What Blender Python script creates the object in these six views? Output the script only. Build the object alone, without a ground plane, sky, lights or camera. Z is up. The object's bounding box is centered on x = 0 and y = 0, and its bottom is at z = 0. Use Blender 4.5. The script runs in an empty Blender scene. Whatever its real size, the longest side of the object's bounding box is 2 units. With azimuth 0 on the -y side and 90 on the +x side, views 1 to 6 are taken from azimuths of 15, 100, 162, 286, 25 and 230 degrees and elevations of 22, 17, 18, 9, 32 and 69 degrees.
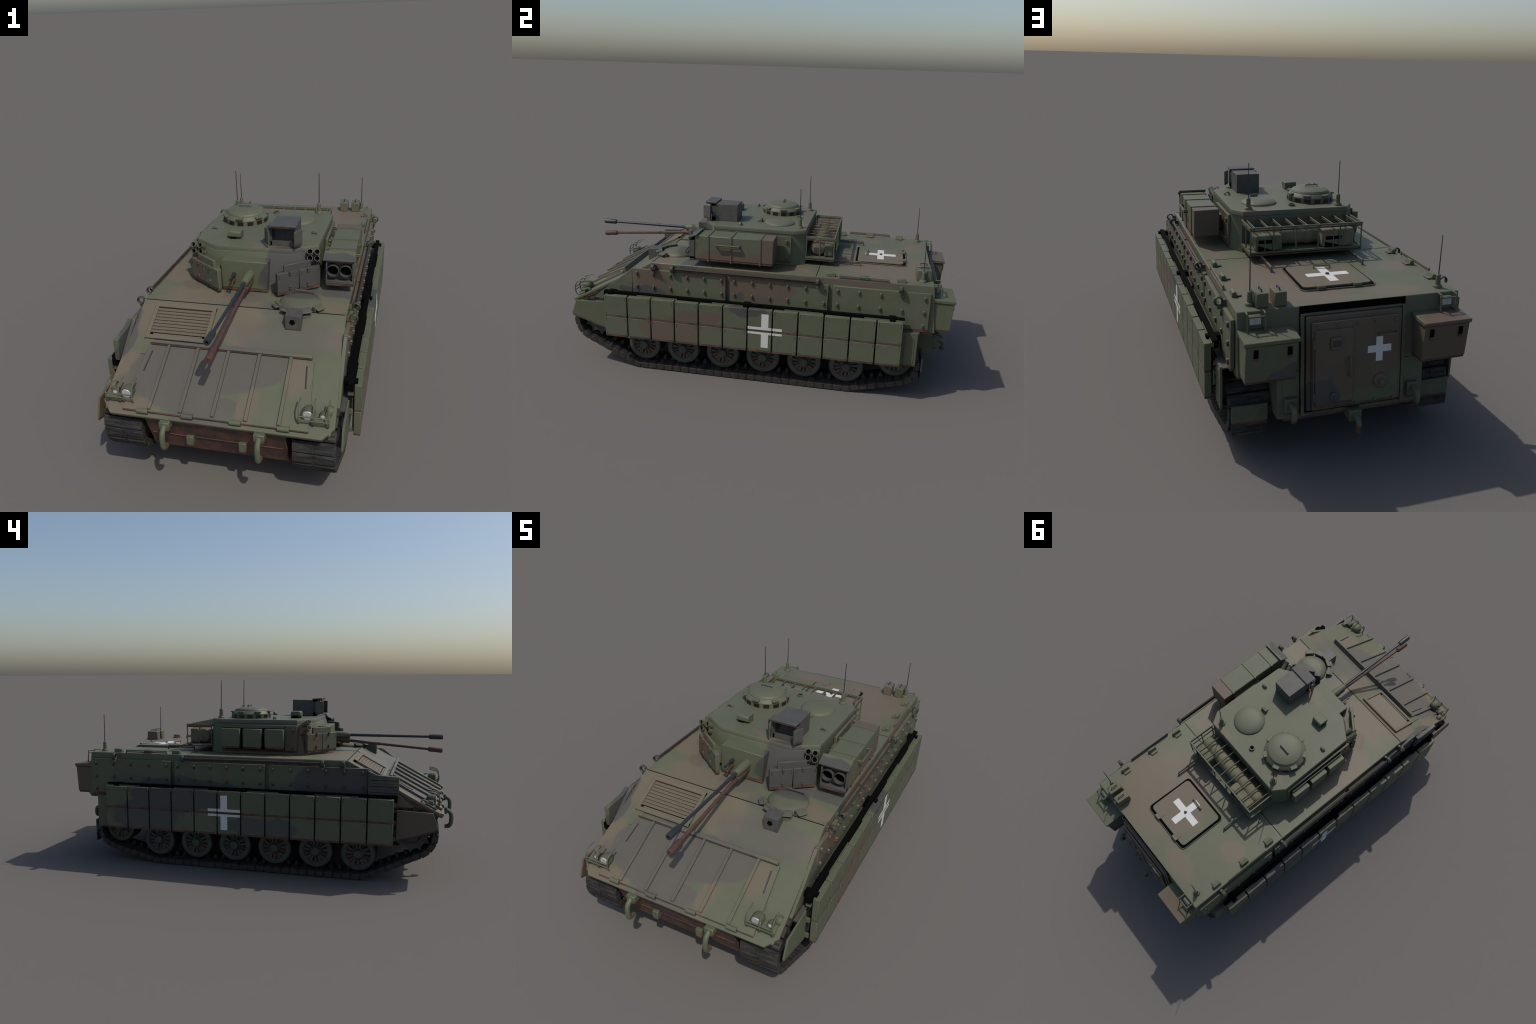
# Tracked infantry fighting vehicle with turret, add-on side armour and stowage basket.
# Built part by part, in metres, front towards -y, z up, object centred on x = y = 0.
import bpy, bmesh, math, random
from mathutils import Vector, Matrix
random.seed(7)
PI = math.pi

# ------------------------------------------------------------------ materials
def new_mat(name):
    m = bpy.data.materials.new(name); m.use_nodes = True
    nt = m.node_tree; b = nt.nodes["Principled BSDF"]
    return m, nt, b

def N(nt, kind, **k):
    n = nt.nodes.new(kind)
    for a, v in k.items(): setattr(n, a, v)
    return n

def math_node(nt, op, a, b=None, clamp=False):
    n = N(nt, "ShaderNodeMath", operation=op, use_clamp=clamp)
    for i, v in enumerate((a, b)):
        if v is None: continue
        if isinstance(v, (int, float)): n.inputs[i].default_value = v
        else: nt.links.new(v, n.inputs[i])
    return n.outputs[0]

def step(nt, v, lo, hi):
    n = N(nt, "ShaderNodeMapRange", interpolation_type='SMOOTHSTEP')
    nt.links.new(v, n.inputs[0])
    n.inputs[1].default_value = lo; n.inputs[2].default_value = hi
    return n.outputs[0]

def mix(nt, f, a, b):
    n = N(nt, "ShaderNodeMix", data_type='RGBA')
    for i, v in ((0, f), (6, a), (7, b)):
        if isinstance(v, tuple): n.inputs[i].default_value = (*v, 1)
        elif isinstance(v, (int, float)): n.inputs[i].default_value = v
        else: nt.links.new(v, n.inputs[i])
    return n.outputs[2]

def noise(nt, vec, scale, detail=3.0, rough=.55):
    n = N(nt, "ShaderNodeTexNoise"); n.inputs["Scale"].default_value = scale
    n.inputs["Detail"].default_value = detail; n.inputs["Roughness"].default_value = rough
    nt.links.new(vec, n.inputs["Vector"]); return n

GREEN = (.091, .102, .061)
BROWN = (.110, .082, .057)
TAN = (.131, .105, .072)
DARK = (.064, .063, .058)
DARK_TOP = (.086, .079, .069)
UNDERSIDE_RED = (.125, .052, .031)  # underside tone taken from baked reddish bounce light
DUST = (.150, .142, .108)

# camouflage patches: centre, radii (metres).  Everything else stays green.
BROWN_BLOBS = [
    ((.0, .93, .43), (.215, .10, .17)), ((-.33, .96, .43), (.13, .12, .12)),
    ((-.27, -.315, .65), (.085, .075, .09)), ((-.29, -.215, .66), (.04, .055, .12)),
    ((.37, .095, .69), (.09, .050, .11)), ((.42, -.07, .630), (.05, .20, .052)),
    ((.44, -.49, .49), (.04, .12, .085)), ((.44, .05, .50), (.04, .21, .062)), ((.425, .50, .57), (.025, .24, .025)),
    ((.43, -.12, .555), (.03, .24, .030)),
    ((.50, -.38, .265), (.05, .17, .075)), ((.50, -.23, .33), (.05, .12, .05)),
    ((-.46, -.86, .31), (.05, .16, .12)), ((-.215, .21, .80), (.02, .02, .03)),
]
TAN_BLOBS = [
    ((-.26, -.57, .54), (.20, .12, .12)), ((-.39, -.79, .42), (.06, .08, .10)), ((-.33, -.93, .345), (.12, .035, .05)),
    ((.02, -.57, .545), (.075, .15, .12)), ((.115, -.89, .375), (.040, .065, .07)), ((.285, -.77, .455), (.050, .09, .07)),
    ((-.16, -.42, .58), (.20, .07, .04)), ((-.36, -.14, .58), (.08, .17, .04)), ((.36, -.43, .58), (.08, .05, .03)),
    ((.39, -.60, .53), (.05, .06, .05)), ((.15, .64, .59), (.25, .25, .07)), ((-.20, .80, .58), (.10, .06, .04)),
    ((-.31, .56, .58), (.07, .05, .03)), ((.16, .235, .76), (.08, .04, .03)), ((.05, -.25, .76), (.10, .05, .02)),
    ((-.30, .02, .58), (.05, .18, .02)), ((-.20, .16, .76), (.05, .06, .02)), ((.36, .20, .58), (.06, .10, .02)),
]
DARK_BLOBS = [
    ((.21, -.34, .69), (.165, .10, .14)), ((.37, -.30, .66), (.10, .05, .13)),
    ((-.48, .37, .37), (.06, .27, .075)), ((-.48, .52, .27), (.06, .22, .09)), ((-.44, .32, .42), (.05, .27, .055)),
    ((-.44, -.50, .46), (.06, .27, .11)), ((-.49, -.08, .245), (.05, .24, .06)),
    ((.44, -.56, .435), (.03, .11, .030)), ((.44, -.432, .508), (.02, .028, .022)), ((.44, -.025, .462), (.02, .022, .02)),
    ((.50, .02, .405), (.04, .10, .035)), ((.13, .95, .24), (.085, .08, .10)), ((.26, .98, .365), (.07, .10, .045)),
]
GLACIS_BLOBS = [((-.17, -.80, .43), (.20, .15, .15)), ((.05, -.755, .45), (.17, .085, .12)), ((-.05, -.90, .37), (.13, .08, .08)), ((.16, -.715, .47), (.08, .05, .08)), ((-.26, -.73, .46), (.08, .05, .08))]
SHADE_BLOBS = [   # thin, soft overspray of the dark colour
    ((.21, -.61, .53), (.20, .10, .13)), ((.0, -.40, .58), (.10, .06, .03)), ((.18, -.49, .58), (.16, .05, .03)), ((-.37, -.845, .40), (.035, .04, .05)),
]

def camouflage_group():
    bg = bpy.data.node_groups.new("patch_distance", "ShaderNodeTree")
    for nm, t in (("P", 'NodeSocketVector'), ("C", 'NodeSocketVector'), ("R", 'NodeSocketVector')):
        bg.interface.new_socket(nm, in_out='INPUT', socket_type=t)
    bg.interface.new_socket("D", in_out='OUTPUT', socket_type='NodeSocketFloat')
    gi = bg.nodes.new("NodeGroupInput"); go = bg.nodes.new("NodeGroupOutput")
    s = N(bg, "ShaderNodeVectorMath", operation='SUBTRACT'); d = N(bg, "ShaderNodeVectorMath", operation='DIVIDE')
    l = N(bg, "ShaderNodeVectorMath", operation='LENGTH')
    bg.links.new(gi.outputs[0], s.inputs[0]); bg.links.new(gi.outputs[1], s.inputs[1])
    bg.links.new(s.outputs[0], d.inputs[0]); bg.links.new(gi.outputs[2], d.inputs[1])
    bg.links.new(d.outputs[0], l.inputs[0]); bg.links.new(l.outputs[1], go.inputs[0])

    g = bpy.data.node_groups.new("camouflage", "ShaderNodeTree")
    g.interface.new_socket("Color", in_out='OUTPUT', socket_type='NodeSocketColor')
    g.interface.new_socket("Dust", in_out='INPUT', socket_type='NodeSocketFloat'); dust_in = g.nodes.new("NodeGroupInput").outputs[0]
    out = g.nodes.new("NodeGroupOutput")
    pos = N(g, "ShaderNodeNewGeometry").outputs["Position"]
    nz = noise(g, pos, 7.0, 2.0)
    c = N(g, "ShaderNodeVectorMath", operation='SUBTRACT'); g.links.new(nz.outputs["Color"], c.inputs[0]); c.inputs[1].default_value = (.5, .5, .5)
    m = N(g, "ShaderNodeVectorMath", operation='SCALE'); g.links.new(c.outputs[0], m.inputs[0]); m.inputs["Scale"].default_value = .11
    a = N(g, "ShaderNodeVectorMath", operation='ADD'); g.links.new(pos, a.inputs[0]); g.links.new(m.outputs[0], a.inputs[1])
    P = a.outputs[0]
    def field(blobs):
        cur = None
        for cc, rr in blobs:
            n = g.nodes.new("ShaderNodeGroup"); n.node_tree = bg
            g.links.new(P, n.inputs[0]); n.inputs[1].default_value = cc; n.inputs[2].default_value = rr
            cur = n.outputs[0] if cur is None else math_node(g, 'MINIMUM', cur, n.outputs[0])
        return cur
    # weathering: gentle mottling of every paint colour
    mot = noise(g, pos, 14.0, 5.0, .6).outputs["Fac"]
    fine = noise(g, pos, 90.0, 4.0, .6).outputs["Fac"]
    gcol = mix(g, step(g, mot, .35, .70), GREEN, tuple(v * k for v, k in zip(GREEN, (1.10, 1.03, 1.08))))
    bcol = mix(g, step(g, mot, .35, .70), BROWN, tuple(v * k for v, k in zip(BROWN, (.93, 1.0, 1.0))))
    col = mix(g, step(g, field(TAN_BLOBS), 1.25, .75), gcol, TAN)
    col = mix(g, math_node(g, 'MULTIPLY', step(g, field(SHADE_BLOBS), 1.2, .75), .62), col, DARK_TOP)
    col = mix(g, step(g, field(BROWN_BLOBS), 1.10, .90), col, bcol)
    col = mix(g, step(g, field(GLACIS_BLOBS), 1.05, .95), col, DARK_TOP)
    col = mix(g, step(g, field(DARK_BLOBS), 1.05, .95), col, DARK)
    # settled dust in patches
    du = math_node(g, 'MULTIPLY', step(g, noise(g, pos, 5.0, 4.0, .6).outputs["Fac"], .48, .80), .18)
    du = math_node(g, 'ADD', du, dust_in, True)
    col = mix(g, du, col, DUST)
    col = mix(g, math_node(g, 'MULTIPLY', step(g, fine, .62, .80), .25), col, tuple(v * .6 for v in BROWN))
    g.links.new(col, out.inputs[0])
    return g

CAMO = camouflage_group()

def paint(name, colour=None, rough=.55, dust=0.0):
    m, nt, b = new_mat(name)
    if colour is None:
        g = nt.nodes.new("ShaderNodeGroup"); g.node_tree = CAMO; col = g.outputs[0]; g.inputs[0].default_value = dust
    else:
        geo = N(nt, "ShaderNodeNewGeometry")
        f = noise(nt, geo.outputs["Position"], 35.0, 4.0).outputs["Fac"]
        col = mix(nt, step(nt, f, .3, .7), tuple(v * .88 for v in colour), tuple(v * 1.1 for v in colour))
    nt.links.new(col, b.inputs["Base Color"])
    b.inputs["Roughness"].default_value = rough; b.inputs["Specular IOR Level"].default_value = .32
    geo = N(nt, "ShaderNodeNewGeometry")
    bump = N(nt, "ShaderNodeBump"); bump.inputs["Strength"].default_value = .12; bump.inputs["Distance"].default_value = .002
    nt.links.new(noise(nt, geo.outputs["Position"], 180.0, 3.0).outputs["Fac"], bump.inputs["Height"])
    nt.links.new(bump.outputs[0], b.inputs["Normal"])
    return m

def plain(name, colour, rough=.6, metal=0.0, spec=.3):
    m, nt, b = new_mat(name)
    geo = N(nt, "ShaderNodeNewGeometry")
    f = noise(nt, geo.outputs["Position"], 60.0, 4.0).outputs["Fac"]
    col = mix(nt, step(nt, f, .3, .7), tuple(v * .85 for v in colour), tuple(v * 1.12 for v in colour))
    nt.links.new(col, b.inputs["Base Color"])
    b.inputs["Roughness"].default_value = rough; b.inputs["Metallic"].default_value = metal
    b.inputs["Specular IOR Level"].default_value = spec
    return m

def track_mat():
    m, nt, b = new_mat("track_rubber")
    geo = N(nt, "ShaderNodeNewGeometry")
    mp = N(nt, "ShaderNodeMapping"); mp.inputs["Scale"].default_value = (12, 90, 90)
    nt.links.new(geo.outputs["Position"], mp.inputs[0])
    f = noise(nt, mp.outputs[0], 1.0, 5.0, .7).outputs["Fac"]
    col = mix(nt, step(nt, f, .38, .72), (.016, .016, .017), (.062, .058, .050))
    f2 = noise(nt, geo.outputs["Position"], 45.0, 3.0).outputs["Fac"]
    col = mix(nt, math_node(nt, 'MULTIPLY', step(nt, f2, .58, .70), .5), col, (.075, .045, .030))
    nt.links.new(col, b.inputs["Base Color"]); b.inputs["Roughness"].default_value = .75
    b.inputs["Specular IOR Level"].default_value = .25
    return m

def white_mat():
    m, nt, b = new_mat("white_marking")
    geo = N(nt, "ShaderNodeNewGeometry")
    f = noise(nt, geo.outputs["Position"], 70.0, 5.0, .7).outputs["Fac"]
    col = mix(nt, step(nt, f, .66, .72), (.56, .55, .52), GREEN)
    nt.links.new(col, b.inputs["Base Color"]); b.inputs["Roughness"].default_value = .65
    return m

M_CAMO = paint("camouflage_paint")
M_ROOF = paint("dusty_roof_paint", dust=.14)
M_PALE = paint("pale_camouflage_paint", dust=.12)  # camouflage mixed a little towards the pale tone, for the lower blocks
M_DARK = paint("dark_grey_paint", (.073, .071, .064))
M_GREEN = paint("green_paint", GREEN)
M_WHEEL = paint("worn_wheel_paint", (.068, .070, .057))
M_EYE = paint("dark_olive_paint", (.050, .048, .038))  # darker olive for the lifting eyes
M_BLACK = plain("flat_black", (.003, .003, .003), .9, 0, .05)  # matt black for dark parts and for plates in place of openings
M_RUBBER = plain("tyre_rubber", (.030, .030, .030), .8, 0, .2)
M_TRACK = track_mat()
M_STEEL = plain("gunmetal", (.036, .038, .042), .42, .35, .5)
M_RED_COPY = plain("red_copy_steel", (.088, .046, .036), .6, .1, .3)  # reddish colour of the displaced barrel copies
M_WHITE = white_mat()
M_LENS = plain("lamp_lens", (.40, .40, .39), .35, 0, .4)
M_GLASS = plain("sight_glass", (.020, .026, .034), .12, 0, .7)
M_CANVAS = paint("canvas", (.150, .138, .090), .9)
M_WINDOW = plain("periscope_glass", (.018, .010, .008), .3, 0, .4)
M_PIN = plain("track_steel", (.045, .038, .032), .6, .2, .3)
def underside_mat():  # reddish bounce light baked on downward faces, painted as a colour
    m, nt, b = new_mat("baked_red_underside")
    geo = N(nt, "ShaderNodeNewGeometry")
    f = noise(nt, geo.outputs["Position"], 16.0, 5.0, .65).outputs["Fac"]
    col = mix(nt, step(nt, f, .35, .68), (.046, .028, .022), (.122, .052, .032))
    nt.links.new(col, b.inputs["Base Color"]); b.inputs["Roughness"].default_value = .8
    return m
M_UNDERSIDE = underside_mat()
CR = [M_CAMO, M_UNDERSIDE]

# ------------------------------------------------------------------ mesh builder
class Mesh:
    def __init__(s): s.bm = bmesh.new(); s.mi = 0
    def poly8(s, lo, hi):
        """solid between two quads given in the same order"""
        return s.loft([lo, hi])
    def loft(s, rings, caps=True, closed=False):
        bm = s.bm; R = [[bm.verts.new(p) for p in r] for r in rings]; n = len(R[0]); F = []
        pairs = list(zip(R, R[1:])) + ([(R[-1], R[0])] if closed else [])
        for a, b in pairs:
            for i in range(n):
                j = (i + 1) % n
                F.append(bm.faces.new((a[i], a[j], b[j], b[i])))
        if caps and not closed:
            F.append(bm.faces.new(R[0][::-1])); F.append(bm.faces.new(R[-1]))
        for f in F: f.material_index = s.mi
        return F
    def box(s, x0, x1, y0, y1, z0, z1):
        x0, x1 = min(x0, x1), max(x0, x1); y0, y1 = min(y0, y1), max(y0, y1); z0, z1 = min(z0, z1), max(z0, z1)
        q = [(x0, y0), (x1, y0), (x1, y1), (x0, y1)]
        s.loft([[(x, y, z0) for x, y in q], [(x, y, z1) for x, y in q]]); return s
    def lip(s, x0, x1, y0, y1, z0, h=.008, inset=.0015):
        """strip added below a box, coloured like baked reddish bounce light"""
        mi = s.mi; s.mi = 1; i = inset
        s.box(min(x0, x1) + i, max(x0, x1) - i, min(y0, y1) + i, max(y0, y1) - i, z0 - h, z0 + .001); s.mi = mi; return s
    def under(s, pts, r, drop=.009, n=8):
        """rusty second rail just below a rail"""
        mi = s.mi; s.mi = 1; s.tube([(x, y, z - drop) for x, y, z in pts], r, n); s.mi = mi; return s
    def prism_x(s, pts, x0, x1):
        """profile in (y, z), extruded along x"""
        s.loft([[(x0, y, z) for y, z in pts], [(x1, y, z) for y, z in pts]]); return s
    def prism_z(s, pts, z0, z1):
        s.loft([[(x, y, z0) for x, y in pts], [(x, y, z1) for x, y in pts]]); return s
    def slab(s, a, b, t, z0, z1):
        """upright plate whose front face runs in plan from a to b, t thick to the left of a->b"""
        a, b = Vector(a), Vector(b); d = (b - a).normalized(); n = Vector((-d.y, d.x)) * t
        return s.prism_z([tuple(a), tuple(b), tuple(b + n), tuple(a + n)], z0, z1)
    def rings(s, pr, c, axis, n=24, phase=0.0, loop=False):
        """lathe: profile of (radius, distance along axis)"""
        axis = Vector(axis).normalized(); c = Vector(c)
        u = axis.orthogonal().normalized()
        if abs(axis.x) > .9: u = Vector((0, 0, 1))
        elif abs(axis.y) > .9 or abs(axis.z) > .9: u = Vector((1, 0, 0))
        v = axis.cross(u)
        R = [[tuple(c + axis * h + (u * math.cos(2 * PI * i / n + phase) + v * math.sin(2 * PI * i / n + phase)) * max(r, 1e-5)) for i in range(n)] for r, h in pr]
        s.loft(R, closed=loop); return s
    def cyl(s, a, b, r, r2=None, n=16):
        a, b = Vector(a), Vector(b); r2 = r if r2 is None else r2
        return s.rings([(r, 0), (r2, (b - a).length)], a, b - a, n)
    def tube(s, pts, r, n=8, closed=False):
        P = [Vector(p) for p in pts]; m = len(P); rings = []; up = None
        for i, p in enumerate(P):
            a = P[i - 1] if (i or closed) else P[0]; b = P[(i + 1) % m] if (i < m - 1 or closed) else P[-1]
            t = (b - a).normalized()
            if up is None: up = t.orthogonal().normalized()
            up = (up - t * up.dot(t)).normalized(); w = t.cross(up)
            k = 1.0
            if 0 < i < m - 1:
                c = max(.5, (P[i] - P[i - 1]).normalized().dot(t)); k = 1 / c
            rings.append([tuple(p + (up * math.cos(2 * PI * j / n) + w * math.sin(2 * PI * j / n)) * r * (k if 0 else 1)) for j in range(n)])
        s.loft(rings, closed=closed); return s
    def torus(s, c, axis, R, r, n=20, k=8, a0=0, a1=2 * PI, flat=1.0):
        axis = Vector(axis).normalized(); u = Vector((0, 0, 1)) if abs(axis.z) < .9 else Vector((1, 0, 0)); v = axis.cross(u); c = Vector(c)
        full = abs(a1 - a0) > 6.2; m = n if full else n + 1; rings = []
        for i in range(m):
            t = a0 + (a1 - a0) * i / n; d = u * math.cos(t) + v * math.sin(t)
            rings.append([tuple(c + d * (R + r * math.cos(2 * PI * j / k)) + axis * (r * flat * math.sin(2 * PI * j / k))) for j in range(k)])
        s.loft(rings, closed=full); return s
    def glacis(s, x0, x1, y0, y1, h0, h1):
        """box standing on the sloping front plate"""
        q = [(x0, y0), (x1, y0), (x1, y1), (x0, y1)]
        s.loft([[gp(x, y, h0) for x, y in q], [gp(x, y, h1) for x, y in q]]); return s
    def rear(s, x0, x1, z0, z1, d0, d1):
        """box standing on the sloping rear plate"""
        q = [(x0, z0), (x1, z0), (x1, z1), (x0, z1)]
        s.loft([[rp(x, z, d0) for x, z in q], [rp(x, z, d1) for x, z in q]]); return s
    def mesh(s, name, mats, smooth=35):
        bm = s.bm
        bmesh.ops.recalc_face_normals(bm, faces=bm.faces[:])
        me = bpy.data.meshes.new(name); bm.to_mesh(me); bm.free()
        for m in (mats if isinstance(mats, (list, tuple)) else [mats]): me.materials.append(m)
        if smooth:
            me.polygons.foreach_set("use_smooth", [True] * len(me.polygons)); me.set_sharp_from_angle(angle=math.radians(smooth))
        return me

def gz(y): return .581 + .536 * (y + .497)
GN = Vector((0, -.536, 1)).normalized()
def gp(x, y, h): return tuple(Vector((x, y, gz(y))) + GN * h)
def rp(x, z, d): return (x, .878 + .1 * (.58 - z) + d, z)

ROOT = bpy.data.objects.new("infantry_fighting_vehicle", None)
bpy.context.scene.collection.objects.link(ROOT)
ROOT["label"] = "camouflaged tracked infantry fighting vehicle with turret and side armour"
ROOT["category"] = "armoured vehicle"

def put(name, me, parent=ROOT, loc=(0, 0, 0), rot=(0, 0, 0), bevel=0, seg=1, kind=None):
    o = bpy.data.objects.new(name, me); bpy.context.scene.collection.objects.link(o)
    o.parent = parent; o.location = loc; o.rotation_euler = rot
    if bevel:
        b = o.modifiers.new("edge", 'BEVEL'); b.width = bevel; b.segments = seg; b.limit_method = 'ANGLE'; b.angle_limit = math.radians(40)
        b.use_clamp_overlap = True
    if kind: o["kind"] = kind
    return o

def add(name, M, mats=None, parent=ROOT, bevel=0, seg=1, smooth=35, kind=None):
    return put(name, M.mesh(name, mats or M_CAMO, smooth), parent, bevel=bevel, seg=seg, kind=kind)

SIDES = (1, -1)

# ------------------------------------------------------------------ hull
M = Mesh()
M.prism_x([(.879, .581), (.9022, .349), (-.86, .349), (-.93, .335), (-.93, .3486), (-.497, .581)], -.42, .42)
hull = add("hull", M, M_ROOF, bevel=.003)

M = Mesh()   # lower hull tub between the tracks
M.prism_x([(-.942, .334), (-.901, .238), (-.866, .156), (-.80, .138), (.70, .132), (.918, .176), (.900, .350)], -.262, .262)
add("hull_tub", M, M_UNDERSIDE, parent=hull, bevel=.002)
M = Mesh(); M.rear(-.262, .262, .178, .349, -.06, .0015); add("rear_plate", M, parent=hull)
M = Mesh(); M.rear(-.262, .262, .168, .178, -.06, .0); M.box(-.4195, .4195, .70, .890, .340, .3495)
for sx in SIDES: M.box(sx * .425, sx * .4365, .745, .861, .358, .368); M.box(sx * .425, sx * .4365, -.81, -.60, .361, .3725)
add("underside_strip", M, M_UNDERSIDE, hull)  # added strips that carry the baked reddish underside colour
M = Mesh()
for sx in SIDES:
    M.rear(sx * .262, sx * .282, .178, .349, -.10, .0)
add("tub_side_plate", M, M_CAMO, parent=hull)

M = Mesh()   # nose plate with cut corners
M.loft([[gp(x, y, h) for x, y in ((-.4205, -.497), (-.432, -.911), (-.391, -.951), (.391, -.951), (.432, -.911), (.4205, -.497))] for h in (-.013, .0)])
nose = add("front_plate", M, M_ROOF, bevel=.0015)
M = Mesh(); M.loft([[gp(x, y, h) for x, y in ((-.427, -.80), (-.4295, -.910), (-.390, -.9485), (.390, -.9485), (.4295, -.910), (.427, -.80))] for h in (-.022, -.012)])
M.glacis(-.343, .343, -.9370, -.925, .001, .0085); M.glacis(-.318, .318, -.6925, -.688, .012, .019)
add("edge_underside", M, M_UNDERSIDE, nose)  # edge strips painted with the reddish light baked from below

M = Mesh()
M.loft([[gp(x, y, h) for x, y in ((-.345, -.935), (.345, -.935), (.327, -.690), (-.327, -.690))] for h in (0, .012)])
add("engine_cover", M, M_ROOF, parent=nose, bevel=.0015)
rib = Mesh(); rib.glacis(-.0065, .0065, -.929, -.690, .011, .023)
rib_me = rib.mesh("cover_rib", M_ROOF)
for x in (-.241, -.1215, 0, .1215, .241): put("cover_rib", rib_me, nose, loc=(x, 0, 0), bevel=.002)
M = Mesh(); M.glacis(-.319, .319, -.691, -.678, 0, .0275)
add("cover_ledge", M, M_ROOF, parent=nose, bevel=.002)
hin = Mesh(); hin.cyl((-.021, -.940, gz(-.940) + .011), (.021, -.940, gz(-.940) + .011), .0095, n=12)
hin.glacis(-.021, .021, -.940, -.922, .005, .015)
hin_me = hin.mesh("cover_hinge", M_CAMO)
for x in (-.264, -.092, .086, .258): put("cover_hinge", hin_me, nose, loc=(x, 0, 0))
M = Mesh()
for sx in SIDES: M.tube([gp(sx * .304, -.715, .0135), gp(sx * .312, -.795, .0125)], .0028, 6)
add("cover_prop", M, M_STEEL, nose)

# engine louvre
M = Mesh()
M.glacis(-.358, -.342, -.662, -.517, 0, .012); M.glacis(-.113, -.097, -.662, -.517, 0, .012)
M.glacis(-.358, -.097, -.532, -.515, 0, .0125); M.glacis(-.358, -.097, -.666, -.650, 0, .0125)
M.glacis(-.330, -.125, -.650, -.642, 0, .008)
lou = add("louvre_frame", M, M_ROOF, parent=nose, bevel=.0015)
M = Mesh(); M.glacis(-.343, -.112, -.652, -.53, .0004, .0012)
add("louvre_backing", M, M_BLACK, lou)  # black sheet laid under the slats, darkness put in as colour
sl = Mesh()
q = [(.0, .0040), (.0122, .0075), (.0122, .0015), (0, .0015)]
sl.loft([[gp(x, -.5 - dy, h) for dy, h in q] for x in (-.343, -.112)])
sl_me = sl.mesh("louvre_slat", M_ROOF)
for i in range(8):
    dy = -.034 - .0132 * i; put("louvre_slat", sl_me, lou, loc=(0, dy, dy * .536))
M = Mesh(); M.glacis(-.355, -.312, -.727, -.666, 0, .004)
add("louvre_tab", M, parent=nose)

M = Mesh()   # panel seams
M.box(-.415, .415, -.4985, -.4955, .5795, .5820); M.box(-.412, .412, .3255, .3285, .5795, .5816)
add("panel_seam", M, M_BLACK, hull)

# ------------------------------------------------------------------ tow hooks
def hook(name, pts, r, block, inner=None):
    M = Mesh(); M.box(*block); M.lip(*block[:5], .006); o = add(name, M, CR, bevel=.003)
    T = Mesh(); T.tube(pts, r, 10); T.mi = 1; T.tube(pts[-6:] if pts[0][1] < 0 else pts[-4:], r * 1.03, 10); add("hook_bar", T, CR, parent=o)
    return o
def arc(pts, k=4):
    """smooth a polyline (Catmull-Rom)"""
    P = [Vector(p) for p in pts]; Q = [P[0] * 2 - P[1]] + P + [P[-1] * 2 - P[-2]]; out = []
    for i in range(1, len(Q) - 2):
        a, b, c, d = Q[i - 1:i + 3]
        for j in range(k):
            t = j / k
            out.append(tuple(.5 * ((2 * b) + (c - a) * t + (2 * a - 5 * b + 4 * c - d) * t * t + (3 * b - 3 * c + d - a) * t ** 3)))
    out.append(tuple(P[-1])); return out
for sx in SIDES:
    x = sx * .175
    hook("front_tow_hook", arc([(x, -.945, .325), (x, -.966, .315), (x, -.985, .298), (x, -.988, .268), (x, -.984, .243), (x, -.972, .234), (x, -.957, .233)], 3), .0105,
         (x - .020, x + .020, -.967, -.915, .304, .334))
    M = Mesh(); M.box(sx * .086, sx * .114, -.918, -.885, .212, .248); M.lip(sx * .086, sx * .114, -.918, -.885, .212, .006); add("tow_lug", M, CR, bevel=.002)
    x = sx * .235
    hook("rear_tow_hook", arc([(x, .93, .238), (x, .955, .238), (x, .968, .226), (x, .969, .202), (x, .958, .188)], 3), .0105,
         (x - .022, x + .022, .895, .932, .202, .258))
hook("rear_tow_hook", arc([(0, .945, .172), (0, .974, .170), (0, .986, .158), (0, .988, .122)], 4), .0105, (-.024, .024, .905, .958, .150, .192))
M = Mesh(); M.tube([(-.25, -.9015, .238), (.25, -.9015, .238)], .0022, 6)
add("weld_seam", M, M_UNDERSIDE, hull)

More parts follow.
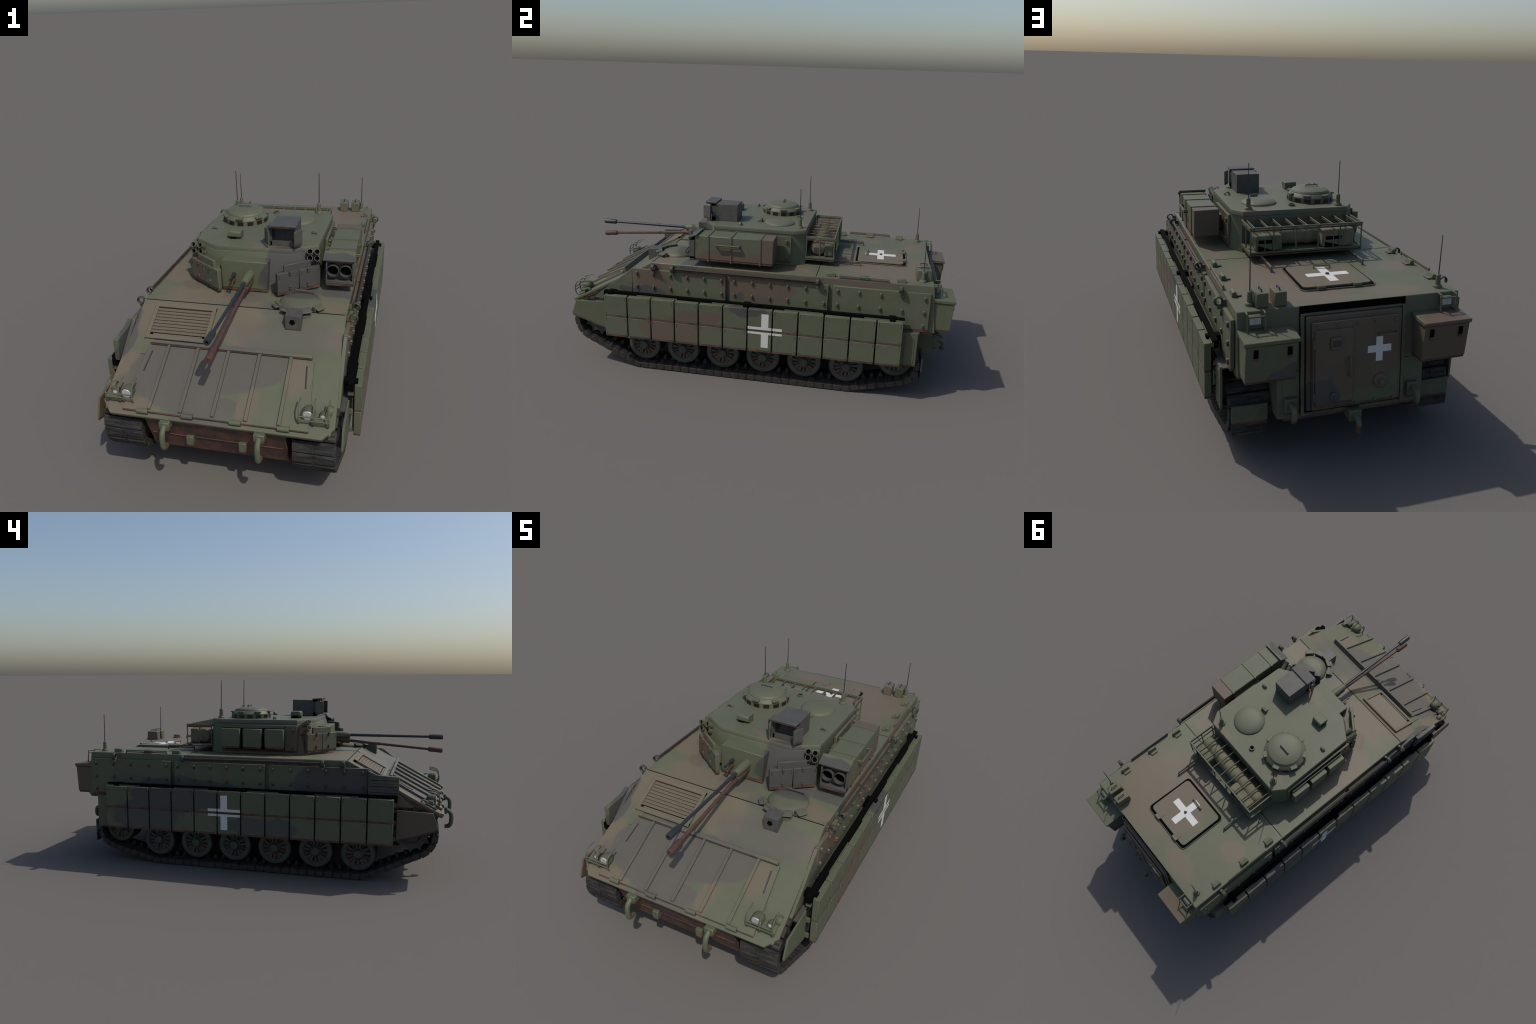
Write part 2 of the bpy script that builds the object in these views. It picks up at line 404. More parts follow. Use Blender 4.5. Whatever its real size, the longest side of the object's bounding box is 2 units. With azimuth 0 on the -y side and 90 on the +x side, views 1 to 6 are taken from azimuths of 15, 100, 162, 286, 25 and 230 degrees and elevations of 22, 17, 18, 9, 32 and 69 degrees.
# ------------------------------------------------------------------ headlamps
for sx in SIDES:
    M = Mesh()
    M.glacis(min(sx * .322, sx * .412), max(sx * .322, sx * .412), -.905, -.872, 0, .010)
    base = add("headlamp_mount", M, bevel=.002)
    M = Mesh(); c = Vector((sx * .338, -.908, .397))
    M.rings([(.001, .044), (.012, .042), (.019, .037), (.0235, .028), (.0245, .004), (.0245, 0), (.021, 0), (.021, .004), (.001, .004)], c, (0, 1, .05), 20)
    lamp = add("headlamp", M, parent=base)
    M = Mesh(); M.rings([(.0208, .003), (.017, -.002), (.001, -.004)], c, (0, 1, .05), 20); add("lamp_lens", M, M_LENS, base)
    M = Mesh(); c = Vector((sx * .389, -.898, .390))
    M.rings([(.001, .030), (.010, .027), (.0135, .018), (.0135, 0), (.011, 0), (.011, .003), (.001, .003)], c, (0, 1, .05), 16)
    add("side_lamp", M, parent=base)
    M = Mesh(); M.rings([(.0108, .002), (.001, -.004)], c, (0, 1, .05), 16); add("lamp_lens", M, M_LENS, base)
    M = Mesh(); M.box(sx * .330, sx * .346, -.897, -.873, .365, .382); M.box(sx * .385, sx * .393, -.893, -.876, .365, .380)
    M.torus((sx * .409, -.856, .390), (1, 0, 0), .016, .004, 12, 6, -1.9, 1.9, 2.6)
    add("lamp_bracket", M, parent=base)
    M = Mesh()
    for x in (.308, .360, .411):
        M.tube(arc([(sx * x, -.905, .362), (sx * x, -.922, .375), (sx * x, -.926, .408), (sx * x, -.912, .437), (sx * x, -.872, .446)], 3), .0030, 6)
    for z in (.406, .391): M.tube([(sx * .306, -.927, z), (sx * .413, -.927, z)], .0026, 6)
    M.tube([(sx * .308, -.905, .362), (sx * .411, -.905, .362)], .0032, 6)
    add("lamp_guard", M, parent=base)

# ------------------------------------------------------------------ driver's hatch and periscopes
hc = (.226, -.418)
M = Mesh(); M.rings([(.085, .5795), (.085, .586), (.079, .594), (.05, .600), (.001, .602)], (hc[0], hc[1], 0), (0, 0, 1), 40)
hatch = add("driver_hatch", M, M_ROOF, smooth=50)
M = Mesh(); M.tube([(.197, -.372, .598), (.197, -.372, .614), (.272, -.369, .612), (.272, -.369, .597)], .0038, 8); add("hatch_handle", M, parent=hatch)
for ang in (-142, -112, -68, -36):
    a = math.radians(ang); d = Vector((math.cos(a), math.sin(a))); t = Vector((-d.y, d.x)); c = Vector(hc) + d * .100
    M = Mesh()
    q = [c - d * .011 - t * .022, c + d * .006 - t * .022, c + d * .006 + t * .022, c - d * .011 + t * .022]
    M.prism_z([tuple(p) for p in q], .566, .603)
    q = [c + d * .004 - t * .022, c + d * .022 - t * .019, c + d * .022 + t * .019, c + d * .004 + t * .022]
    M.loft([[(p.x, p.y, z - .004 * (i in (1, 2))) for i, p in enumerate(q)] for z in (.595, .599)])
    M.prism_z([tuple(p) for p in [c + d * .004 - t * .018, c + d * .014 - t * .017, c + d * .014 + t * .017, c + d * .004 + t * .018]], .566, .578)
    o = add("driver_periscope", M, parent=hatch, bevel=.001)
    M = Mesh(); q = [c + d * .004 - t * .017, c + d * .0075 - t * .017, c + d * .0075 + t * .017, c + d * .004 + t * .017]
    M.prism_z([tuple(p) for p in q], .579, .594); add("periscope_window", M, M_WINDOW, hatch)
M = Mesh(); M.loft([[(x, -.578, z) for x, z in ((.194, gz(-.578) + .004), (.257, gz(-.578) + .004), (.257, .601), (.194, .601))],
                    [(x, -.512, z) for x, z in ((.192, gz(-.512) - .01), (.255, gz(-.512) - .01), (.255, .603), (.192, .603))]])
M.mi = 1; M.loft([[(x, -.577, z) for x, z in ((.195, gz(-.577) - .004), (.256, gz(-.577) - .004), (.256, gz(-.577) + .005), (.195, gz(-.577) + .005))], [(x, -.54, z) for x, z in ((.195, gz(-.54) - .004), (.254, gz(-.54) - .004), (.254, gz(-.54) + .005), (.195, gz(-.54) + .005))]])
ds = add("driver_sight", M, [M_DARK, M_UNDERSIDE], bevel=.001)
M = Mesh(); M.rings([(.0125, 0), (.0125, .002)], (.222, -.5795, .574), (0, 1, 0), 5, .3); add("sight_port_plate", M, M_BLACK, ds)  # black plate on the front face in place of a cut hole

# ------------------------------------------------------------------ hull side armour
bolt = Mesh(); bolt.rings([(.0062, 0), (.0062, .006), (.0045, .0085), (.001, .009)], (0, 0, 0), (1, 0, 0), 10)
bolt.mi = 1; bolt.rings([(.0060, 0), (.0060, .005), (.0042, .0075), (.001, .008)], (0, 0, -.0105), (1, 0, 0), 10)
bolt_me = bolt.mesh("bolt", CR)
def bolt_at(parent, p, sx): put("bolt", bolt_me, parent, loc=p, rot=(0, 0, 0 if sx > 0 else PI))

FRONT_Y = [-.572, -.4845, -.397, -.3095, -.222, -.134]
MID_Y = [-.069, .020, .1075, .195, .2825, .371]
REAR_Y = [.4355, .5365, .638, .739, .8415]
for sx in SIDES:
    xi, xo = sx * .4215, sx * .437
    M = Mesh(); M.prism_x([(-.597, .548), (-.597, .414), (-.113, .414), (-.113, .548)], xi, xo)
    p1 = add("armour_panel", M, bevel=.0015)
    M = Mesh(); M.prism_x([(-.092, .548), (-.092, .414), (.391, .414), (.391, .548)], xi, xo)
    p2 = add("armour_panel", M, bevel=.0015)
    M = Mesh(); M.prism_x([(.412, .549), (.412, .414), (.74, .368), (.867, .368), (.867, .549)], xi, xo)
    p3 = add("armour_panel", M, bevel=.0015)
    M = Mesh(); M.prism_x([(-.599, .546), (-.812, .372), (-.599, .372)], xi, xo)
    add("armour_wedge", M, bevel=.0015)
    for P, ys in ((p1, FRONT_Y), (p2, MID_Y), (p3, REAR_Y)):
        for y in ys:
            for z in (.529, .460): bolt_at(P, (xo, y, z), sx)
    bolt_at(p3, (xo, .8415, .392), sx)
    # lifting eyes and the cable rod under the roof edge
    for y in (-.481, -.382, .339, .7275):
        M = Mesh(); M.torus((sx * .448, y, .565), (0, 1, 0), .0145, .0040, 20, 8, flat=2.2)
        e = add("lifting_eye", M, M_EYE)
        M = Mesh(); M.box(sx * .419, sx * .437, y - .006, y + .006, .552, .570); M.prism_x([(y - .007, .552), (y + .007, .552), (y + .006, .536), (y - .006, .536)], sx * .438, sx * .452)
        add("eye_lug", M, parent=e)
    M = Mesh(); M.cyl((sx * .448, -.376, .566), (sx * .448, .333, .566), .0060, n=8); M.mi = 1; M.cyl((sx * .444, -.376, .556), (sx * .444, .333, .556), .0050, n=8)
    add("cable_rod", M, [M_PIN, M_UNDERSIDE])
    # front fender plate
    M = Mesh(); M.prism_x([(-.899, .356), (-.925, .281), (-.735, .218), (-.735, .361)], sx * .455, sx * .463); M.mi = 1; M.prism_x([(-.924, .283), (-.923, .273), (-.735, .210), (-.735, .220)], sx * .456, sx * .462)
    add("front_fender", M, CR, bevel=.001)
    M = Mesh(); M.prism_x([(.748, .357), (.748, .196), (.824, .194), (.824, .357)], sx * .455, sx * .464)
    M.prism_x([(.765, .342), (.765, .206), (.812, .206), (.812, .342)], sx * .463, sx * .466)
    M.lip(sx * .455, sx * .464, .748, .824, .1955, .010)
    add("rear_fender", M, CR, bevel=.001)
    M = Mesh(); M.box(sx * .300, sx * .431, .853, .861, .150, .214); M.mi = 1; M.box(sx * .301, sx * .430, .854, .860, .141, .150); M.mi = 2; M.box(sx * .300, sx * .431, .853, .860, .098, .141)
    add("mud_flap", M, [M_GREEN, M_UNDERSIDE, M_TRACK])
    # inner mudguard strip under the sponson edge
    M = Mesh(); M.box(sx * .405, sx * .456, -.80, .83, .351, .357)
    add("mudguard", M, M_DARK)

# exhaust louvre box on the left side
M = Mesh(); M.prism_x([(-.600, .540), (-.640, .522), (-.742, .517), (-.742, .434), (-.600, .424)], -.4385, -.458); M.mi = 1; M.prism_x([(-.741, .435), (-.741, .427), (-.602, .417), (-.602, .425)], -.440, -.457)
ex = add("exhaust_box", M, CR, bevel=.001)
for i in range(5):
    M = Mesh(); z = .506 - .0145 * i
    M.prism_x([(-.608, z), (-.735, z - .001), (-.735, z - .007), (-.608, z - .006)], -.4585, -.4605); add("exhaust_slat", M, M_CAMO, ex)
    M = Mesh(); M.prism_x([(-.608, z - .006), (-.735, z - .007), (-.735, z - .0095), (-.608, z - .0085)], -.4582, -.4590); add("exhaust_strip", M, M_UNDERSIDE if i % 2 else M_BLACK, ex)  # black and reddish strips added under the slats, nothing is cut

# skirts: two rows of twelve armour blocks a side, on a black rail
blk = Mesh(); blk.box(-.013, .013, -.0584, .0584, -.0525, .0525); blk.lip(-.013, .013, -.0584, .0584, -.0525, .0090, .0004); blk_up = blk.mesh("armour_block", CR)
blk = Mesh(); blk.box(-.013, .013, -.0584, .0584, -.0495, .0480); blk.lip(-.013, .013, -.0584, .0584, -.0495, .0095, .0004); blk_lo = blk.mesh("armour_block_low", [M_PALE, M_UNDERSIDE])
for sx in SIDES:
    M = Mesh(); M.box(sx * .455, sx * .476, -.737, .756, .398, .429)
    for y in (-.70, 0.0, .70):
        M.box(sx * .425, sx * .476, y - .016, y + .016, .405, .428); M.box(sx * .470, sx * .489, y - .012, y + .012, .4165, .427)
    M.box(sx * .474, sx * .4795, -.722, .748, .215, .412)
    sk = add("side_skirt", M, M_BLACK)
    M = Mesh()
    for a, b in ((-.56, -.35), (-.17, .0), (.19, .375), (.57, .757)): M.box(sx * .470, sx * .4790, a, b, .404, .4215)
    for y in (-.70, .70):
        for z in (.385, .305, .225): M.box(sx * .455, sx * .4755, y * 1.035 - .006, y * 1.035 + .006, z - .008, z + .008)
    add("skirt_bracket", M, M_CAMO, sk)
    S = Mesh()
    for i in range(12):
        y = -.6645 + .1233 * i
        put("armour_block", blk_up, sk, loc=(sx * .4915, y, .3640), bevel=.0014)
        put("armour_block", blk_lo, sk, loc=(sx * .4915, y, .2545), bevel=.0014)
        for zc, hh in ((.364, .043), (.2545, .041)):
            for dy in (-.050, .050):
                for dz in (-hh, hh, hh - .010):
                    S.rings([(.0019, 0), (.0019, .0008)], (sx * .5043, y + dy, zc + dz), (sx, 0, 0), 6)
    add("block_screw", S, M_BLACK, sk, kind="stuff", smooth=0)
    # white cross over two blocks
    M = Mesh(); x0, x1 = sx * .5040, sx * .5050
    g = .003
    M.box(x0, x1, .083, .118, .328, .397); M.box(x0, x1, .083, .118, .222, .291)
    for a, b in ((.0165, .1335), (.1385, .185)):
        M.box(x0, x1, a, b, .3145, .328); M.box(x0, x1, a, b, .291, .302)
    add("white_cross", M, M_WHITE, sk, smooth=0)

# ------------------------------------------------------------------ running gear
def path_of(circles):
    segs = []; n = len(circles); th = []
    for i in range(n):
        (y1, z1, r1), (y2, z2, r2) = circles[i], circles[(i + 1) % n]
        D = math.hypot(y2 - y1, z2 - z1); th.append(math.atan2(z2 - z1, y2 - y1) - math.acos((r1 - r2) / D))
    for i in range(n):
        y, z, r = circles[i]; a0 = th[i - 1]; a1 = th[i]
        while a1 < a0 - 1e-6: a1 += 2 * PI
        segs.append(('arc', y, z, r, a0, a1))
        y2, z2, r2 = circles[(i + 1) % n]; a = th[i]
        p = (y + r * math.cos(a), z + r * math.sin(a)); q = (y2 + r2 * math.cos(a), z2 + r2 * math.sin(a))
        segs.append(('line', p, q, a))
    return segs
def seg_len(s): return s[3] * (s[5] - s[4]) if s[0] == 'arc' else math.dist(s[1], s[2])
def at(segs, d):
    for s in segs:
        L = seg_len(s)
        if d <= L:
            t = d / L
            if s[0] == 'arc':
                a = s[4] + (s[5] - s[4]) * t; return s[1] + s[3] * math.cos(a), s[2] + s[3] * math.sin(a), a
            return s[1][0] + (s[2][0] - s[1][0]) * t, s[1][1] + (s[2][1] - s[1][1]) * t, s[3]
        d -= L
    return at(segs, 0)

WHEEL_Y = [-.5545 + .2104 * i for i in range(6)]; WZ = .1225
SPROCKET = (-.800, .245); IDLER = (.732, .175)
T = .016   # half thickness of the track
circles = [(*SPROCKET, .127 - T), (WHEEL_Y[0], WZ, WZ - T), (WHEEL_Y[5], WZ, WZ - T), (*IDLER, .117 - T)]
SEG = path_of(circles); LEN = sum(map(seg_len, SEG)); NL = round(LEN / .0436); PITCH = LEN / NL

W = .0765
ln = Mesh()
ln.box(-W, W, -PITCH * .485, PITCH * .485, -.0140, .0125)           # body
for x0, x1 in ((-.071, -.005), (.005, .071)): ln.box(x0, x1, -.0175, .0175, -.0162, -.013)   # road pads
for x0, x1 in ((-.066, -.012), (.012, .066)): ln.box(x0, x1, -.013, .013, .012, .0145)       # wheel run pads
ln.mi = 1
for x0, x1 in ((-W - .0006, -W + .008), (W - .008, W + .0006)): ln.box(x0, x1, -PITCH * .30, PITCH * .30, -.0150, .0110)   # pin ends
ln.mi = 0
ln.loft([[(x, y, .012) for x, y in ((-.009, -.010), (.009, -.010), (.009, .010), (-.009, .010))], [(x, y, .036) for x, y in ((-.004, -.006), (.004, -.006), (.004, .006), (-.004, .006))]])  # guide horn
link_me = ln.mesh("track_link", [M_TRACK, M_PIN])
for sx in SIDES:
    M = Mesh(); R = []
    for i in range(NL * 2):
        y, z, a = at(SEG, LEN * i / (NL * 2)); c, s_ = math.cos(a), math.sin(a)
        R.append([(sx * .360 + dx, y + c * dn, z + s_ * dn) for dx, dn in ((-.072, -.003), (.072, -.003), (.072, .008), (-.072, .008))])
    M.loft(R, closed=True)
    belt = add("track", M, M_BLACK)
    for i in range(NL):
        y, z, a = at(SEG, LEN * (i + .5) / NL)
        put("track_link", link_me, belt, loc=(sx * .360, y, z), rot=(math.atan2(math.cos(a), -math.sin(a)), 0, 0), bevel=.001)

def wheel_meshes(R, tag):
    k = R / .086
    ty = Mesh()
    for a, b in ((-.055, -.018), (.012, .045)):
        ty.rings([(.066 * k, a), (R - .003, a), (R, a + .004), (R, b - .004), (R - .003, b), (.066 * k, b)], (0, 0, 0), (1, 0, 0), 40, loop=True)
    tyre = ty.mesh("tyre_" + tag, M_RUBBER)
    rim = Mesh()
    rim.rings([(.001, -.05), (.070 * k, -.05), (.072 * k, .0435), (.0805 * k, .0448), (.0805 * k, .0465), (.0785 * k, .0475), (.061 * k, .0470), (.052 * k, .030), (.032 * k, .027), (.029 * k, .040), (.026 * k, .042), (.022, .048), (.001, .048)], (0, 0, 0), (1, 0, 0), 40)
    for i in range(5):                                            # paired spokes from rim to hub
        for da in (-.22, .22):
            a = 2 * PI * i / 5 + PI / 2 + da
            d = Vector((0, math.cos(a), math.sin(a))); t = Vector((0, -d.z, d.y))
            q = [d * .030 * k - t * .004, d * .030 * k + t * .004, d * .058 * k + t * .006, d * .058 * k - t * .006]
            rim.loft([[tuple(p + Vector((x, 0, 0))) for p in q] for x in (.027, .0425)])
    for i in range(10):
        a = 2 * PI * (i + .5) / 10; rim.rings([(.0045, 0), (.0035, .006)], (.0295, math.cos(a) * .0385 * k, math.sin(a) * .0385 * k), (1, 0, 0), 6)
    rim.rings([(.0225, .048), (.0225, .058), (.018, .064), (.001, .066)], (0, 0, 0), (1, 0, 0), 16)
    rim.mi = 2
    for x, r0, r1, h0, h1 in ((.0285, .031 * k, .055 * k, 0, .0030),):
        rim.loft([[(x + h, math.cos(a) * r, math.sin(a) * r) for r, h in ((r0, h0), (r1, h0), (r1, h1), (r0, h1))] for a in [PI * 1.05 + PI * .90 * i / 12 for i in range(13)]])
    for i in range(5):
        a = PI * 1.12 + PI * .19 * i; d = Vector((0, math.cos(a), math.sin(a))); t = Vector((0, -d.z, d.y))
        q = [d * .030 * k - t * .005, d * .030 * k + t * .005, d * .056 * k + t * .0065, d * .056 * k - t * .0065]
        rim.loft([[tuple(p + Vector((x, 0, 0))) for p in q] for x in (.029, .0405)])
    rim.mi = 2                                                    # baked reddish bounce painted on the lower hub, spokes and dish
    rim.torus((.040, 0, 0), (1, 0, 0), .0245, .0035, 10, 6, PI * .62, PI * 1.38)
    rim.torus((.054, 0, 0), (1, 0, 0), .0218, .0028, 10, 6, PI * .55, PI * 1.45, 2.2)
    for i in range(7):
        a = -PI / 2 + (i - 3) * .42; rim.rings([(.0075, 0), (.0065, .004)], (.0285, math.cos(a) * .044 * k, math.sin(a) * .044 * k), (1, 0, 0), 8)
    rim.mi = 1
    for i in range(10):
        a = 2 * PI * i / 10; rim.rings([(.0058, 0), (.0058, .0045)], (.0292, math.cos(a) * .0465 * k, math.sin(a) * .0465 * k), (1, 0, 0), 8)
    return rim.mesh("wheel_" + tag, [M_WHEEL, M_BLACK, M_UNDERSIDE], 30), tyre
road_me, road_ty = wheel_meshes(.0870, "road")
idl_me, idl_ty = wheel_meshes(.0840, "idler")
for sx in SIDES:
    rz = 0 if sx > 0 else PI
    for i, y in enumerate(WHEEL_Y):
        w = put("road_wheel", road_me, loc=(sx * .360, y, WZ), rot=(0, 0, rz)); put("tyre", road_ty, w)
        M = Mesh(); M.tube([(sx * .262, y + .085, WZ + .075), (sx * .285, y + .085, WZ + .075), (sx * .285, y, WZ), (sx * .31, y, WZ)], .014, 8)
        add("suspension_arm", M, M_DARK)
    w = put("idler_wheel", idl_me, loc=(sx * .350, *IDLER), rot=(0, 0, rz)); put("tyre", idl_ty, w)
    # drive sprocket: two toothed discs on a drum
    M = Mesh(); nt_ = 12
    for xc in (.312, .388):
        ring = []
        for i in range(nt_):
            for r, da in ((.085, -.10), (.0975, -.04), (.0975, .04), (.085, .10), (.080, .2618)):
                a = 2 * PI * i / nt_ + da; ring.append((math.cos(a) * r, math.sin(a) * r))
        M.loft([[(sx * (xc + dx), SPROCKET[0] + a, SPROCKET[1] + b) for a, b in ring] for dx in (-.008, .008)])
    M.rings([(.001, .27), (.062, .27), (.062, .400), (.052, .403), (.045, .392), (.001, .392)], (0, *SPROCKET), (sx, 0, 0), 28)
    for i in range(8):
        a = 2 * PI * i / 8; M.rings([(.005, .391), (.005, .399)], (0, SPROCKET[0] + math.cos(a) * .034, SPROCKET[1] + math.sin(a) * .034), (sx, 0, 0), 6)
    add("drive_sprocket", M, M_WHEEL, smooth=30)
    for y in (-.42, .02, .44):                                   # return rollers
        z = SPROCKET[1] + .127 + (IDLER[1] + .117 - SPROCKET[1] - .127) * (y - SPROCKET[0]) / (IDLER[0] - SPROCKET[0]) - .034 - .028
        M = Mesh(); M.rings([(.001, .262), (.010, .262), (.010, .31), (.028, .31), (.028, .34), (.012, .342), (.012, .376), (.028, .378), (.028, .405), (.001, .408)], (0, y, z), (sx, 0, 0), 20)
        add("return_roller", M, M_GREEN)

# ------------------------------------------------------------------ rear
M = Mesh(); M.rear(-.201, .201, .190, .580, -.004, .003); M.mi = 0
fr = add("door_backing", M, M_BLACK)  # black slab behind the door, its dark surround put in as colour
M = Mesh()
for x0, x1 in ((-.199, -.186), (.186, .199)): M.rear(x0, x1, .185, .556, -.004, .014)
M.rear(-.199, .199, .548, .556, -.004, .010)
add("door_jamb", M, M_CAMO, fr, bevel=.001)
M = Mesh(); M.rear(-.181, .181, .204, .546, .0, .020)
door = add("rear_door", M, bevel=.003)
M = Mesh(); M.rear(-.165, .165, .219, .528, .023, .031); M.mi = 1; M.rear(-.164, .164, .209, .220, .023, .0300); add("door_panel", M, CR, parent=door, bevel=.001)
M = Mesh(); M.rear(.012, .155, .234, .502, .030, .037); M.mi = 1; M.rear(.013, .154, .225, .235, .030, .0360); add("door_leaf", M, CR, parent=door, bevel=.0015)
M = Mesh(); M.rear(.057, .100, .430, .474, .036, .047); vb = add("vision_block", M, parent=door, bevel=.003)
M = Mesh(); M.rear(.062, .094, .442, .464, .0465, .0478); add("vision_glass", M, M_GLASS, door)
M = Mesh(); M.rings([(.028, 0), (.028, .006), (.020, .012), (.012, .012), (.010, .020), (.001, .021)], rp(-.095, .290, .030), (0, 1, .1), 18); add("door_hub", M, parent=door)
M = Mesh(); M.rings([(.016, 0), (.015, .008), (.007, .012), (.005, .020), (.001, .021)], rp(.086, .258, .036), (0, 1, .1), 14); add("door_hub", M, parent=door)
M = Mesh(); M.tube([rp(-.083, .468, .030), rp(-.083, .468, .048), rp(-.153, .467, .048), rp(-.153, .467, .030)], .0038, 8); add("door_handle", M, parent=door)
M = Mesh(); M.tube(arc([rp(.029, .393, .036), rp(.029, .391, .052), rp(.028, .335, .052), rp(.028, .332, .036)], 3), .0042, 8); add("door_handle", M, parent=door)
M = Mesh(); M.tube([rp(.160, .465, .035), rp(.160, .255, .035)], .003, 6)
for z in (.455, .262): M.tube([rp(.159, z + .017, .036), rp(.159, z - .017, .036)], .0065, 8)
add("door_hinge", M, parent=door)
dbolt = Mesh(); dbolt.rings([(.0055, 0), (.0055, .004), (.003, .006), (.001, .006)], (0, 0, 0), (0, 1, .1), 8); dbolt_me = dbolt.mesh("door_bolt", M_CAMO)
for x in (.142, .070, -.003, -.074, -.147): put("bolt", dbolt_me, door, loc=rp(x, .512, .031))
for x in (-.002, -.075, -.148): put("bolt", dbolt_me, door, loc=rp(x, .222, .031))
M = Mesh(); M.rear(-.102, -.076, .365, .456, .031, .0318); M.rear(-.076, -.044, .398, .424, .031, .0318); M.rear(-.135, -.102, .398, .424, .031, .0318)
add("white_cross", M, M_WHITE, door, smooth=0)

for sx in SIDES:
    M = Mesh(); M.prism_x([(.885, .366), (.970, .366), (.978, .497), (.875, .497)], sx * .234, sx * .413); M.lip(sx * .234, sx * .413, .885, .969, .366, .009); M.mi = 1; M.box(sx * .231, sx * .416, .88, .979, .496, .502)
    bx = add("stowage_box", M, CR, bevel=.002)
    M = Mesh(); M.prism_x([(.875, .501), (.984, .501), (.984, .514), (.875, .5205)], sx * .227, sx * .418)
    add("box_lid", M, parent=bx, bevel=.002)
    for x in (.378, .263):
        M = Mesh(); M.box(sx * (x - .0075), sx * (x + .0075), .968, .9820, .458, .486); M.mi = 1; M.box(sx * (x - .007), sx * (x + .007), .968, .9800, .447, .458); add("box_latch", M, [M_BLACK, M_UNDERSIDE], bx, bevel=.001)
    # tail lamp and guard
    M = Mesh(); M.rear(sx * .339, sx * .381, .534, .570, .0, .018); tl = add("tail_lamp", M, bevel=.002)
    M = Mesh(); M.rear(sx * .341, sx * .379, .541, .565, .0175, .0195); add("lamp_lens", M, M_LENS, tl)
    M = Mesh()
    for x in (.329, .391): M.tube([rp(sx * x, .584, .0), rp(sx * x, .584, .033), rp(sx * x, .522, .033), rp(sx * x, .522, .0)], .0032, 6)
    M.tube([rp(sx * .329, .572, .033), rp(sx * .391, .572, .033)], .0032, 6)
    add("lamp_guard", M, parent=tl)

# ------------------------------------------------------------------ roof fittings
def rounded(x0, x1, y0, y1, r, k=5):
    out = []
    for cx, cy, a in ((x1 - r, y1 - r, 0), (x0 + r, y1 - r, PI / 2), (x0 + r, y0 + r, PI), (x1 - r, y0 + r, 1.5 * PI)):
        for i in range(k + 1): t = a + PI / 2 * i / k; out.append((cx + r * math.cos(t), cy + r * math.sin(t)))
    return out
M = Mesh(); M.prism_z(rounded(-.144, .144, .499, .753, .020), .5795, .5865); rh = add("roof_hatch_seal", M, M_BLACK)
M = Mesh(); M.prism_z(rounded(-.135, .135, .509, .742, .018), .584, .5925); lid = add("roof_hatch", M, M_ROOF, bevel=.0015)
M = Mesh(); M.tube(arc([(x, y, .5845) for x, y in rounded(-.1475, .1475, .497, .757, .022, 3)], 1)[:-1], .0020, 6, closed=True); add("hatch_rim", M, parent=lid)
for x in (-.072, .072):
    M = Mesh(); M.cyl((x - .016, .751, .591), (x + .016, .751, .591), .0065, n=10); M.box(x - .016, x + .016, .715, .751, .592, .5945); add("hatch_hinge", M, parent=lid)
M = Mesh(); M.tube([(-.038, .556, .592), (-.038, .556, .604), (.030, .552, .604), (.030, .552, .592)], .0036, 8); add("hatch_handle", M, parent=lid)
M = Mesh(); z0, z1 = .5925, .5932
M.box(-.018, .018, .545, .703, z0, z1); M.box(.018, .085, .608, .642, z0, z1); M.box(-.085, -.018, .608, .642, z0, z1); add("white_cross", M, M_WHITE, lid, smooth=0)
M = Mesh(); M.rings([(.008, .5925), (.007, .598), (.001, .599)], (0, .626, 0), (0, 0, 1), 10); add("hatch_boss", M, M_PIN, lid)

for sx in SIDES:
    for y in (.396, .555, .728):
        M = Mesh(); q = [(.380, .581), (.404, .581), (.402, .599), (.390, .602)]
        M.loft([[(sx * a, y + d, z) for a, z in q] for d in (-.021, .021)]); M.box(sx * .368, sx * .384, y - .019, y + .019, .583, .587)
        add("roof_cleat", M, bevel=.0015)
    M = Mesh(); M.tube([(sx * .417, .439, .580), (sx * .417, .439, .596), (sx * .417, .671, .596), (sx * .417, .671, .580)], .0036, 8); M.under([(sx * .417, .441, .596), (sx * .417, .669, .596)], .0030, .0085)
    add("roof_rail", M, CR)
    x = sx * .194
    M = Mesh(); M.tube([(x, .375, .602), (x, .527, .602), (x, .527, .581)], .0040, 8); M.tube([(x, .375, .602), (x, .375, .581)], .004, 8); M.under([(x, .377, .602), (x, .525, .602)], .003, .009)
    add("roof_rail", M, CR)
for x0, x1 in ((.305, .348), (.241, .284)):
    M = Mesh(); M.box(x0, x1, .798, .866, .5815, .633); c = add("ammunition_box", M, bevel=.0025)
    xm = (x0 + x1) / 2; M = Mesh(); M.tube([(xm, .816, .632), (xm, .816, .642), (xm, .848, .642), (xm, .848, .632)], .0022, 6); add("box_handle", M, M_STEEL, c)

def antenna(x, y, z, top, parent=ROOT):
    M = Mesh(); M.rings([(.0175, -.002), (.0175, .006), (.0145, .0105), (.0105, .012), (.0085, .049), (.006, .0515), (.001, .052)], (x, y, z), (0, 0, 1), 16)
    a = add("antenna_base", M, parent=parent)
    M = Mesh(); M.cyl((x, y, z + .05), (x - .0008, y - .002, top), .0024, .0017, 6); add("antenna_rod", M, M_STEEL, parent)
for sx in SIDES: antenna(sx * .361, .828, .581, .782)

